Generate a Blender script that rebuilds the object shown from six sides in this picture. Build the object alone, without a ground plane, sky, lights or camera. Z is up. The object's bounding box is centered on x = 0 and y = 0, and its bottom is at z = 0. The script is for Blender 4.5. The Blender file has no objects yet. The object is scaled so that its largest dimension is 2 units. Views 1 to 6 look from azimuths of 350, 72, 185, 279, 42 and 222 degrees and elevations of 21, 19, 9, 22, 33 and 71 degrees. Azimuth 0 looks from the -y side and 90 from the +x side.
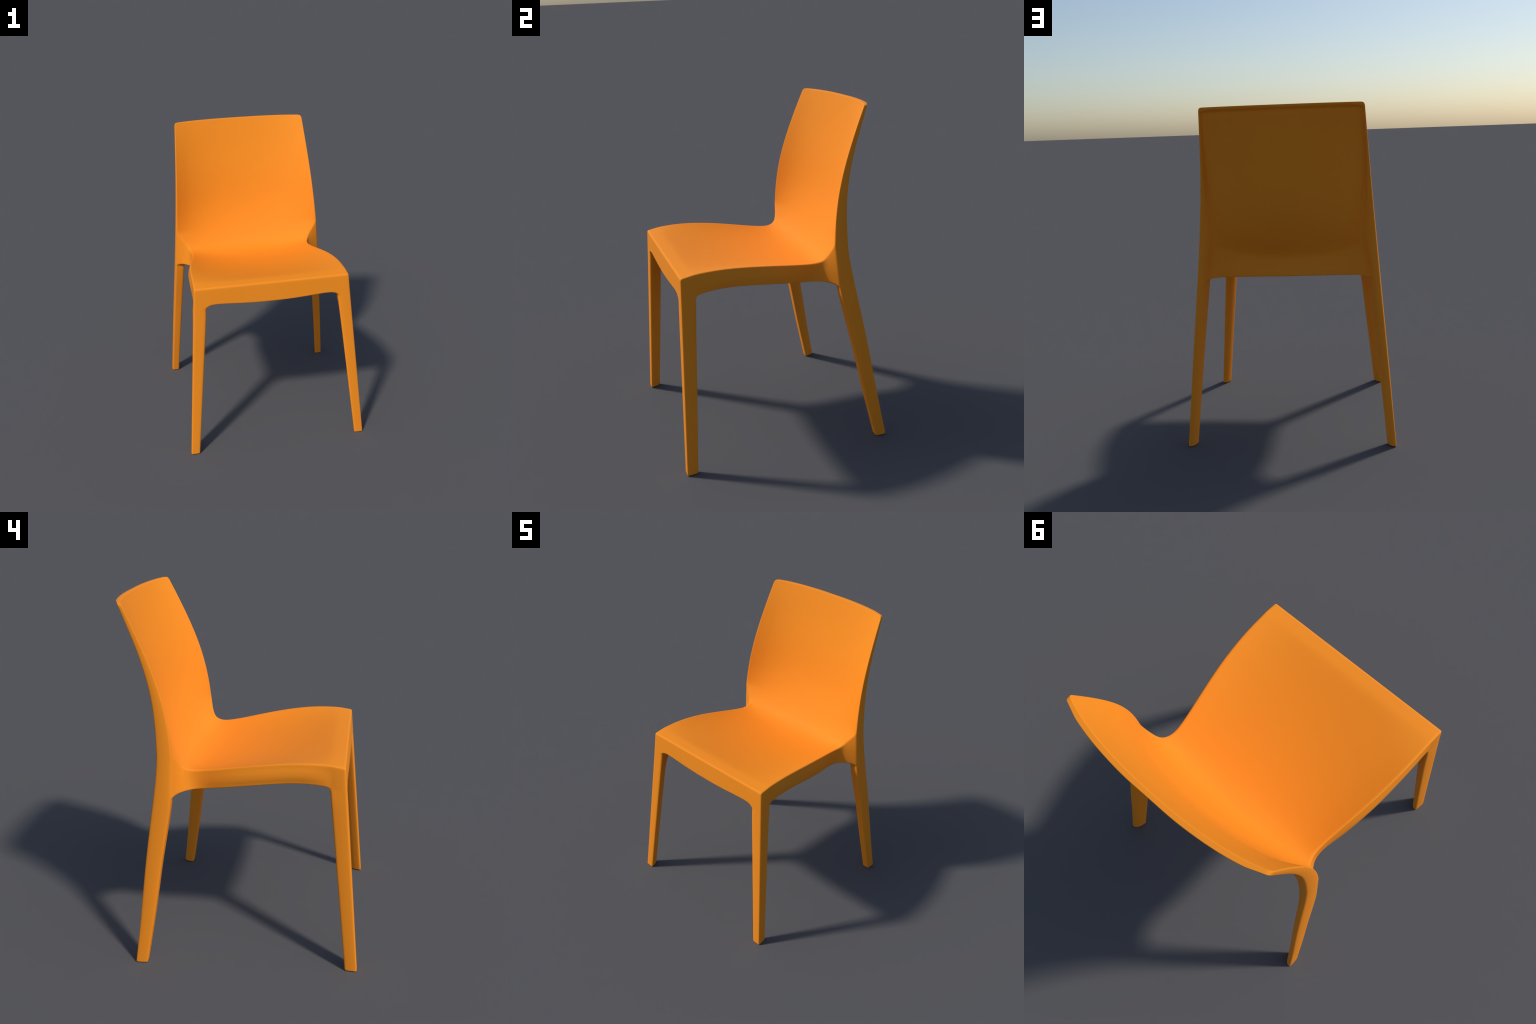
"""Monobloc stacking chair in orange plastic.

The chair is one continuous moulded body.  A control cage is laid out from
profile curves (seat edge, lower apron edge, back post, leg tapers), smoothed by
subdivision, and then separated by region into seat, backrest and four legs that
share border vertices and the normals of the whole body.
"""
import bpy
import bmesh
from mathutils import Vector

# ------------------------------------------------------------------ helpers


def interp(x, table):
    """Smooth (monotone-ish cubic Hermite) interpolation in a small table."""
    n = len(table)
    if x <= table[0][0]:
        return table[0][1]
    if x >= table[-1][0]:
        return table[-1][1]
    k = 0
    while x > table[k + 1][0]:
        k += 1

    def slope(i):
        if i == 0:
            return (table[1][1] - table[0][1]) / (table[1][0] - table[0][0])
        if i == n - 1:
            return (table[-1][1] - table[-2][1]) / (table[-1][0] - table[-2][0])
        return (table[i + 1][1] - table[i - 1][1]) / (table[i + 1][0] - table[i - 1][0])

    x0, y0 = table[k]
    x1, y1 = table[k + 1]
    h = x1 - x0
    t = (x - x0) / h
    m0, m1 = slope(k) * h, slope(k + 1) * h
    return ((2 * t**3 - 3 * t**2 + 1) * y0 + (t**3 - 2 * t**2 + t) * m0
            + (-2 * t**3 + 3 * t**2) * y1 + (t**3 - t**2) * m1)


def lerp(a, b, t):
    return a + (b - a) * t


# --------------------------------------------------------- profile curves

R_EDGE = 0.013           # distance of the loops that hold a rounded edge
R_SEAT = 0.021           # the same for the softer rim of the seat

# upper edge of the seat side, against y
SEAT_EDGE_X = [(-.56, .505), (-.45, .503), (-.30, .4985), (-.10, .480), (.05, .455),
               (.149, .440), (.215, .431), (.253, .431), (.291, .443)]
SEAT_EDGE_Z = [(-.56, 1.165), (-.45, 1.183), (-.30, 1.186), (-.10, 1.164), (.10, 1.129),
               (.20, 1.114), (.253, 1.111), (.291, 1.122)]
# lower edge of the seat side, against y
APRON_X = [(-.48, .514), (-.45, .508), (-.30, .504), (-.10, .4945), (.10, .458), (.20, .430),
           (.245, .436), (.28, .457), (.326, .501), (.356, .546)]
APRON_Z = [(-.48, 1.055), (-.45, 1.064), (-.30, 1.075), (-.10, 1.054), (.10, 1.019), (.20, 1.001),
           (.27, 1.001), (.326, .999), (.345, .993), (.356, .981)]
# back post seen from the side: front and rear edge, against z
POST_FRONT = [(.00, .550), (.20, .508), (.36, .475), (.57, .437), (.67, .417), (.80, .388), (.92, .364),
              (.98, .355), (1.05, .349), (1.12, .342), (1.245, .335), (1.35, .341), (1.45, .354), (1.56, .377),
              (1.68, .414), (1.80, .459), (1.91, .505), (2.0, .545)]
POST_REAR = [(.00, .617), (.22, .579), (.45, .544), (.63, .516), (.83, .480), (.98, .452), (1.10, .431),
             (1.18, .420), (1.29, .412), (1.40, .413), (1.52, .421), (1.62, .438), (1.72, .463),
             (1.82, .495), (1.91, .530), (2.0, .565)]
# hollow of the back: how far its middle lies behind its edge, against z
RECESS = [(1.245, .078), (1.35, .115), (1.47, .129), (1.60, .125), (1.70, .116), (1.80, .104), (1.90, .087), (2.0, .068)]


def post_x(z):           # outer face of the back post: one leaning plane
    return .619 - .0755 * z


def front_x(z):          # outer face of the front leg
    return .597 - .0795 * z


def front_y(z):          # front face of seat apron and front legs
    return -.629 + .0595 * z


# rows along the chair from the front edge, over the seat, up the back
SEAT_Y = [-.56, -.56 + .018, -.522, -.498, -.480, -.45, -.36, -.25, -.13, 0.0, .10, .18, .245]
FOLD_EDGE = [(.4435, .291, 1.122), (.458, .310, 1.148), (.483, .322, 1.180), (.513, .3325, 1.222)]
BACK_Z = [1.245, 1.31, 1.40, 1.50, 1.60, 1.70, 1.79, 1.87, 1.925, 1.955, 1.976, 1.986, 2.002]
I_FOLD = len(SEAT_Y)                      # first fold row
I_POST = I_FOLD + len(FOLD_EDGE)          # row where the back post begins
N = I_POST + len(BACK_Z) - 1
I_LEG = 4                                 # front legs take rows 0..I_LEG
FOLD_MID = [(.306, 1.093), (.346, 1.122), (.373, 1.162), (.3955, 1.206)]

# columns from the middle to the edge
COL = [0, .2, .4, .58, .71, .80, .842, .925, None, 1.0]
J = len(COL) - 1
J_LEG = 6
M = 5                                     # rows down the apron
S = 4                                     # columns across the post
STRIP = [0, .18, .5, .82, 1.0]


def edge_point(i):
    if i < I_FOLD:
        y = SEAT_Y[i]
        return Vector((interp(y, SEAT_EDGE_X), y, interp(y, SEAT_EDGE_Z)))
    if i < I_POST:
        return Vector(FOLD_EDGE[i - I_FOLD])
    z = BACK_Z[i - I_POST]
    return Vector((post_x(z), interp(z, POST_FRONT), z))


def middle_point(i):
    e = edge_point(i)
    if i < I_FOLD:
        y = e.y
        dish = interp(y, [(-.56, 0), (-.48, .011), (-.4, .032), (-.3, .051), (-.15, .062), (0, .059),
                          (.1, .050), (.18, .042), (.245, .034)])
        return Vector((0, y, e.z - dish))
    if i < I_POST:
        y, z = FOLD_MID[i - I_FOLD]
        return Vector((0, y, z))
    return Vector((0, e.y + interp(e.z, RECESS), e.z))


def rounding(i):
    """Width of the rounded edge in row i."""
    if i <= I_LEG:
        return .017
    return R_SEAT if i < I_FOLD - 1 else lerp(R_SEAT, R_EDGE, min(1, (i - I_FOLD + 1) / 6))


def col_x(j, xe, r=R_EDGE):
    if COL[j] is None:
        return xe - r
    return COL[j] * xe


def hollow_weight(f):
    """Cross-section of the dished sheet: 0 in the middle, 1 at the edge."""
    return .62 * f * f + .38 * f**4


def bend_weight(i, f):
    """The bend between seat and back is flatter across, towards its ends."""
    w = hollow_weight(f)
    if I_FOLD <= i <= I_POST + 1:
        w += (.3 if i <= I_POST else .15) * w * (1 - w)
    return w


def top(i, j):
    e, m = edge_point(i), middle_point(i)
    x = col_x(j, e.x, rounding(i))
    f = x / e.x
    w = bend_weight(i, f)
    return Vector((x, lerp(m.y, e.y, w), lerp(m.z, e.z, w)))


def lower(i):
    """Lower edge of the side, row i."""
    if i <= I_LEG:
        z = [1.035, 1.036, 1.040, 1.046, 1.052][i]
        return Vector((front_x(z) - .007 * B[i]**2, lerp(front_y(z), -.483, B[i]), z))
    if i < I_FOLD:
        y = SEAT_Y[i]
    elif i == I_POST:
        return rear_leg(.980, 0, J, 0)
    else:
        y = [.280, .305, .326, .343, .356][i - I_FOLD]
    return Vector((interp(y, APRON_X), y, interp(y, APRON_Z)))


def apron_frac(k, height, r=R_EDGE):
    return [0, r / height, .42, .70, 1 - .012 / height, 1][k]


def side(i, k):
    a, b = edge_point(i), lower(i)
    h = (a - b).length
    p = a.lerp(b, apron_frac(k, h, rounding(i)))
    if k in (2, 3) and I_LEG < i < I_FOLD - 1:
        p.x += .007 if I_LEG + 2 <= i < I_FOLD - 3 else .003
    return p


def swell(b, depth):
    """Outer faces of posts and legs are slightly convex."""
    return .065 * depth * (1 - (2 * b - 1)**2)


def post(z_row, s):
    """Outer face of the back post at row i >= I_POST (front edge s=0, rear s=S)."""
    f = edge_point(z_row)
    y1 = interp(f.z, POST_REAR)
    b = STRIP[s]
    y1 += interp(f.z, [(1.2, .0035), (1.85, .0035), (1.95, 0)])
    return Vector((f.x + swell(b, y1 - f.y), lerp(f.y, y1, b), f.z))


def post_low(k, s):
    a, b = post(I_POST, s), Vector((lower(I_POST).x, lerp(lower(I_POST).y, .452, STRIP[s]), lower(I_POST).z))
    p = a.lerp(b, apron_frac(k, (a - b).length))
    p.x = post_x(p.z) + swell(STRIP[s], .09)
    if s == S:
        p.y = interp(p.z, POST_REAR)
    elif s == 0:
        p = side(I_POST, k)
    else:
        p.y = lerp(side(I_POST, k).y, interp(p.z, POST_REAR), STRIP[s])
    return p


FRONT_LOW = [(0, 1.034), (.15, 1.036), (.27, 1.045), (.36, 1.050), (.405, 1.050), (.434, 1.030), (.52, 1.030)]


def front(k, j):
    a = top(0, j)
    x = col_x(j, front_x(1.035), .015)
    z = interp(x, FRONT_LOW)
    b = Vector((x, front_y(z), z))
    return a.lerp(b, apron_frac(k, (a - b).length, .019))


# width of the rim that stands proud of the rear face, from the post's outer face, against z
RIM = [(1.245, .078), (1.32, .068), (1.41, .055), (1.55, .034), (1.69, .021), (1.85, .015), (2.0, .012)]


# thickness of the moulded sheet, against z
SHEET = [(1.245, .014), (1.34, .021), (1.45, .025), (1.6, .025), (1.75, .018), (1.88, .012), (2.0, .010)]


def rear(i, j):
    """Rear surface of the backrest, row i >= I_POST."""
    e = post(i, S)
    t = top(i, j)
    rim = interp(e.z, RIM)
    if j == J:
        return e
    x = t.x
    if i >= N - 1:
        return Vector((x, t.y + (.024 if COL[j] and COL[j] < .9 else e.y - edge_point(i).y), e.z))
    if j == J - 1:
        return Vector((e.x - min(R_EDGE, rim * .35), e.y + .001, e.z))
    if j == J - 2:
        x = e.x - rim * interp(e.z, [(1.245, .58), (1.45, .66), (1.65, .80), (2.0, .86)])
    elif j == J_LEG:
        x = e.x - rim - .003
    elif j == J_LEG - 1:
        x = e.x - rim - .028
    m, ed = middle_point(i), edge_point(i)
    y = lerp(m.y, ed.y, hollow_weight(x / e.x))
    f = x / e.x
    slope = (m.y - ed.y) * (1.24 * f + 1.52 * f**3) / e.x
    thick = interp(e.z, SHEET) * (1 + slope * slope)**.5
    if f > .68:                                # thins out towards the posts, low down
        thick *= 1 - min(1, (f - .68) / .15) * interp(e.z, [(1.3, .5), (1.55, .15), (1.8, 0)])
    sheet = y + thick
    if j >= J - 2:
        return Vector((x, max(min(sheet, e.y) - .001, e.y - .08 * rim), e.z))
    if j == J_LEG:                             # groove inside the rim
        depth = interp(e.z, [(1.245, .012), (1.4, .018), (1.6, .018)])
        sheet = max(min(sheet, e.y) - depth, y + .006)
    elif i == N - 2:
        sheet -= .004
    return Vector((x, sheet, e.z))


def front_of_sheet(f, z):
    """Where the front surface lies at height z in the bend between seat and back."""
    line = []
    for i in range(I_FOLD - 2, I_POST + 2):
        m, e = middle_point(i), edge_point(i)
        w = bend_weight(i, f)
        line.append((lerp(m.z, e.z, w), lerp(m.y, e.y, w)))
    for (z0, y0), (z1, y1) in zip(line, line[1:]):
        if z0 <= z <= z1:
            return lerp(y0, y1, (z - z0) / (z1 - z0))
    return -1.0


PANEL_Y = .358           # rear apron panel, set well forward between the back posts


def rear_low(k, j):
    """From the bulging sheet down, over a hollow, to the rear apron panel and its edge."""
    if k == 0:
        return rear(I_POST, j)
    e = post_low(k, S)
    if j == J:
        return e
    if j >= J_LEG:
        p = rear_leg(e.z, 4, j, 1)
        if k < M and j in (J_LEG, J - 2):      # steep inner wall of the post above the panel
            a, b = [(1.2, .42), (1.08, .38), (.98, .36), (.98, .36)][k - 1] if j == J_LEG \
                else [(.88, .80), (.70, .86), (.58, .88), (.58, .88)][k - 1]
            p.x = post_x(e.z) - a * .064
            p.y = lerp(interp(e.z, POST_FRONT), interp(e.z, POST_REAR), b)
        return p
    f = COL[j]
    z = [0, 1.170, 1.118, 1.080, .998, .984][k]
    if k < M - 1:
        z = min(z + .24 * f**3.6, 1.247 - .029 * k)
    y_mid, y_side = [(0, 0), (.380, .362), (.349, .348), (.342, .343), (PANEL_Y, PANEL_Y), (PANEL_Y, PANEL_Y)][k]
    y = lerp(y_mid, y_side, f * f)
    if k < M - 1:
        y = max(y, front_of_sheet(f, z) + .010)
    return Vector((f * .545, y, z))


def underside(i, j):
    """Hollow underside with a wall all round; i runs to I_POST + S at the rear."""
    if i >= I_POST and j >= J_LEG:
        return rear_leg(.980, i - I_POST, j, 1)
    low = lower(min(i, I_POST))
    x = col_x(j, low.x, .015)
    if j == J:
        return low
    if i == 0:
        return front(M, j)
    if i == I_POST + S:
        return rear_low(M, j)
    y, z = low.y, low.z
    if i <= 2:
        z = lerp(front(M, j).z, z, i / 12)
    if i >= I_FOLD:
        z = lerp(.984, low.z, COL[j]**8 if COL[j] else .9)
        if j < J_LEG:
            y = lerp(.275, PANEL_Y, (i - I_FOLD) / (I_POST + S - I_FOLD))
            x = COL[j] * lerp(low.x, .545, min(1, (i - I_FOLD) / (I_POST - I_FOLD)))
    hollow = 3 <= i <= I_FOLD - 1 and j <= J_LEG
    if i <= I_LEG + 1 and j == J_LEG:
        hollow = False
    if hollow:
        z = top(i, j).z - .024
    return Vector((x, y, z))


# ------------------------------------------------------------------ legs

# Plan of a leg: a is 0 on the outer face and 1 on the inner side, b is 0 at the
# front and 1 at the rear.  The inner rear corner is rounded away.
A = {J: 0.0, J - 1: .22, J - 2: .5, J_LEG: 1.0}
B = [0, .22, .5, .78, 1.0]
ROUNDED = {(.5, 1.0): (.50, .96), (1.0, 1.0): (.78, .66), (1.0, .78): (.87, .48),
           (1.0, .5): (.955, .30), (1.0, .22): (1.0, .15), (.22, 1.0): (.20, 1.0)}


def leg_plan(b_index, j, cut):
    a, b = A[j], B[b_index]
    if (a, b) in ROUNDED:
        ra, rb = ROUNDED[(a, b)]
        a, b = lerp(a, ra, cut), lerp(b, rb, cut)
    return a, b


def front_leg(z, b_index, j, cut):
    a, b = leg_plan(b_index, j, cut)
    x = front_x(z) - .009 * b * b * cut * (1 - a) - a * interp(z, [(0, .059), (.3, .066), (.6, .074), (.85, .0805), (1.0, .0845)])
    depth = interp(z, [(0, .067), (.3, .073), (.6, .079), (.85, .083), (1.0, .0865)])
    return Vector((x, front_y(z) + b * depth, z))


def rear_leg(z, b_index, j, cut):
    a, b = leg_plan(b_index, j, cut)
    x = post_x(z) + (swell(b, lerp(.03, .085, min(1, z / .4))) if a == 0 else 0) - a * interp(z, [(0, .050), (.37, .053), (.68, .058), (.98, .064)])
    return Vector((x, lerp(interp(z, POST_FRONT), interp(z, POST_REAR), b), z))


FRONT_RINGS = [(1.000, .35), (.94, .8), (.80, 1), (.60, 1), (.40, 1), (.20, 1), (.06, 1), (.009, 1), (0.0, 1)]
REAR_RINGS = [(.971, 1), (.940, 1), (.86, 1), (.75, 1), (.60, 1), (.45, 1), (.30, 1), (.15, 1), (.05, 1), (.009, 1), (0.0, 1)]

# ------------------------------------------------------------- build the cage

SEAT, BACK, LEG_A, LEG_B, LEG_C, LEG_D = range(6)
verts, index, faces, region = [], {}, [], []


def canonical(key):
    """Grid points that several patches share get one name."""
    kind, p, q = key
    if kind == "side":
        if q == 0:
            return ("top", p, J)
        if p == 0:
            return canonical(("front", q, J))
        if q == M:
            return canonical(("under", p, J))
    if kind == "front":
        if p == 0:
            return ("top", 0, q)
        if p == M:
            return ("under", 0, q)
    if kind == "post":
        if q == 0:
            return ("top", p, J)
        if q == S:
            return ("rear", p, J)
    if kind == "post_low":
        if q == 0:
            return canonical(("side", I_POST, p))
        if p == 0:
            return canonical(("post", I_POST, q))
        if p == M:
            return ("under", I_POST + q, J)
        if q == S:
            return ("rear_low", p, J)
    if kind == "rear_low":
        if p == 0:
            return ("rear", I_POST, q)
        if p == M:
            return ("under", I_POST + S, q)
    if kind == "rim":                      # p = strip index, q = column
        if p == 0:
            return ("top", N, q)
        if p == S:
            return ("rear", N, q)
        if q == J:
            return canonical(("post", N, p))
    return key


MAKERS = {"top": top, "side": side, "front": front, "post": post, "post_low": post_low,
          "rear": rear, "rear_low": rear_low, "under": underside,
          "rim": lambda s, j: top(N, j).lerp(rear(N, j), STRIP[s])}


TOP_CORNER = {("top", N, J), ("rear", N, J)} | {("post", N, k) for k in range(1, S)}


def vid(key, sign, point=None):
    key = canonical(key) if point is None else key
    if point is None:
        point = MAKERS[key[0]](key[1], key[2])
        if key in TOP_CORNER:                 # round the corners of the back
            point = point - Vector((.0038, 0, .0042))
    mirrored = sign if abs(point.x) > 1e-6 else 0
    full = (key, mirrored)
    if full not in index:
        index[full] = len(verts)
        verts.append((point.x * sign, point.y, point.z))
    return index[full]


def quad(ids, part):
    faces.append(ids)
    region.append(part)


def patch(kind, ps, qs, part, sign, skip=None):
    for p in ps:
        for q in qs:
            if skip and skip(p, q):
                continue
            quad([vid((kind, p, q), sign), vid((kind, p + 1, q), sign),
                  vid((kind, p + 1, q + 1), sign), vid((kind, p, q + 1), sign)],
                 part(p, q) if callable(part) else part)


def under_skip(i, j):
    if j < J_LEG:
        return False
    return i < I_LEG or i >= I_POST


def leg(kind, place, rings, row0, sign, part):
    """Extrude the open corner cell of the underside downwards."""
    cols = [J_LEG, J - 2, J - 1, J]
    loop = [(b, J) for b in range(5)] + [(4, j) for j in (J - 1, J - 2, J_LEG)] \
        + [(b, J_LEG) for b in (3, 2, 1, 0)] + [(0, j) for j in (J - 2, J - 1)]
    previous = [vid(("under", row0 + b, j), sign) for b, j in loop]
    for r, (z, cut) in enumerate(rings):
        ring = [vid((kind, r, (b, j)), sign, place(z, b, j, cut)) for b, j in loop]
        for n in range(len(loop)):
            m = (n + 1) % len(loop)
            quad([previous[n], previous[m], ring[m], ring[n]], part)
        previous = ring
    last = len(rings) - 1
    z, cut = rings[-1]

    def sole(b, j):
        return vid((kind, last, (b, j)), sign, place(z, b, j, cut))

    # inner points of the sole follow the rounded plan
    for b in (1, 2, 3):
        for j in (J - 1, J - 2):
            o, n = place(z, b, J, cut), place(z, b, J_LEG, cut)
            vid((kind, last, (b, j)), sign, o.lerp(n, A[j]))
    for b in range(4):
        for c in range(3):
            quad([sole(b, cols[c]), sole(b + 1, cols[c]), sole(b + 1, cols[c + 1]), sole(b, cols[c + 1])], part)


for sign in (1, -1):
    patch("top", range(N), range(J), lambda i, j: SEAT if i < I_FOLD + 2 else BACK, sign)
    patch("side", range(I_POST), range(M), SEAT, sign)
    patch("front", range(M), range(J), SEAT, sign)
    patch("post", range(I_POST, N), range(S), BACK, sign)
    patch("post_low", range(M), range(S), SEAT, sign)
    patch("rear", range(I_POST, N), range(J), BACK, sign)
    patch("rear_low", range(M), range(J), SEAT, sign)
    patch("rim", range(S), range(J), BACK, sign)
    patch("under", range(I_POST + S), range(J), SEAT, sign, under_skip)
    leg("front_leg", front_leg, FRONT_RINGS, 0, sign, LEG_A if sign > 0 else LEG_B)
    leg("rear_leg", rear_leg, REAR_RINGS, I_POST, sign, LEG_C if sign > 0 else LEG_D)

cage = bpy.data.meshes.new("cage")
cage.from_pydata(verts, [], faces)
for k in range(6):
    cage.materials.append(None)
for poly, part in zip(cage.polygons, region):
    poly.material_index = part
bm = bmesh.new()
bm.from_mesh(cage)
bmesh.ops.recalc_face_normals(bm, faces=bm.faces)
bm.to_mesh(cage)
bm.free()

body = bpy.data.objects.new("cage", cage)
bpy.context.scene.collection.objects.link(body)
sub = body.modifiers.new("smooth", "SUBSURF")
sub.levels = sub.render_levels = 3
deps = bpy.context.evaluated_depsgraph_get()
whole = bpy.data.meshes.new_from_object(body.evaluated_get(deps))
bpy.data.objects.remove(body)

# settle the body in its frame: feet on z = 0, height 2 m
zs = [v.co.z for v in whole.vertices]
ys = [v.co.y for v in whole.vertices]
z0, z1 = min(zs), max(zs)
y_mid = (min(ys) + max(ys)) / 2
for v in whole.vertices:
    v.co.z = (v.co.z - z0) * 2.0 / (z1 - z0)
    v.co.y -= y_mid
whole.update()

# -------------------------------------------------------------- material


def plastic():
    mat = bpy.data.materials.new("orange_plastic")
    mat.use_nodes = True
    nt = mat.node_tree
    bsdf = nt.nodes["Principled BSDF"]
    coord = nt.nodes.new("ShaderNodeTexCoord")
    noise = nt.nodes.new("ShaderNodeTexNoise")
    noise.inputs["Scale"].default_value = 3.0
    noise.inputs["Detail"].default_value = 2.0
    ramp = nt.nodes.new("ShaderNodeValToRGB")
    ramp.color_ramp.elements[0].position = .3
    ramp.color_ramp.elements[0].color = (.956, .294, .0174, 1)
    ramp.color_ramp.elements[1].position = .7
    ramp.color_ramp.elements[1].color = (.968, .298, .0176, 1)
    nt.links.new(coord.outputs["Object"], noise.inputs["Vector"])
    nt.links.new(noise.outputs["Fac"], ramp.inputs["Fac"])
    nt.links.new(ramp.outputs["Color"], bsdf.inputs["Base Color"])
    bsdf.inputs["Roughness"].default_value = .7
    bsdf.inputs["Specular IOR Level"].default_value = .18
    return mat


# ------------------------------------------- separate the body by region

mat = plastic()
chair = bpy.data.objects.new("plastic_chair", None)
chair["label"] = "orange one-piece moulded plastic stacking chair with four legs"
chair["category"] = "plastic chair"
bpy.context.scene.collection.objects.link(chair)

normals = [v.normal.copy() for v in whole.vertices]
for part, name in enumerate(["seat", "backrest", "leg", "leg", "leg", "leg"]):
    used, polys = {}, []
    for poly in whole.polygons:
        if poly.material_index == part:
            polys.append([used.setdefault(v, len(used)) for v in poly.vertices])
    order = sorted(used, key=used.get)
    mesh = bpy.data.meshes.new(name)
    mesh.from_pydata([whole.vertices[v].co for v in order], [], polys)
    mesh.polygons.foreach_set("use_smooth", [True] * len(polys))
    mesh.normals_split_custom_set_from_vertices([normals[v] for v in order])
    mesh.materials.append(mat)
    obj = bpy.data.objects.new(name, mesh)
    obj.parent = chair
    bpy.context.scene.collection.objects.link(obj)
bpy.data.meshes.remove(whole)
bpy.data.meshes.remove(cage)
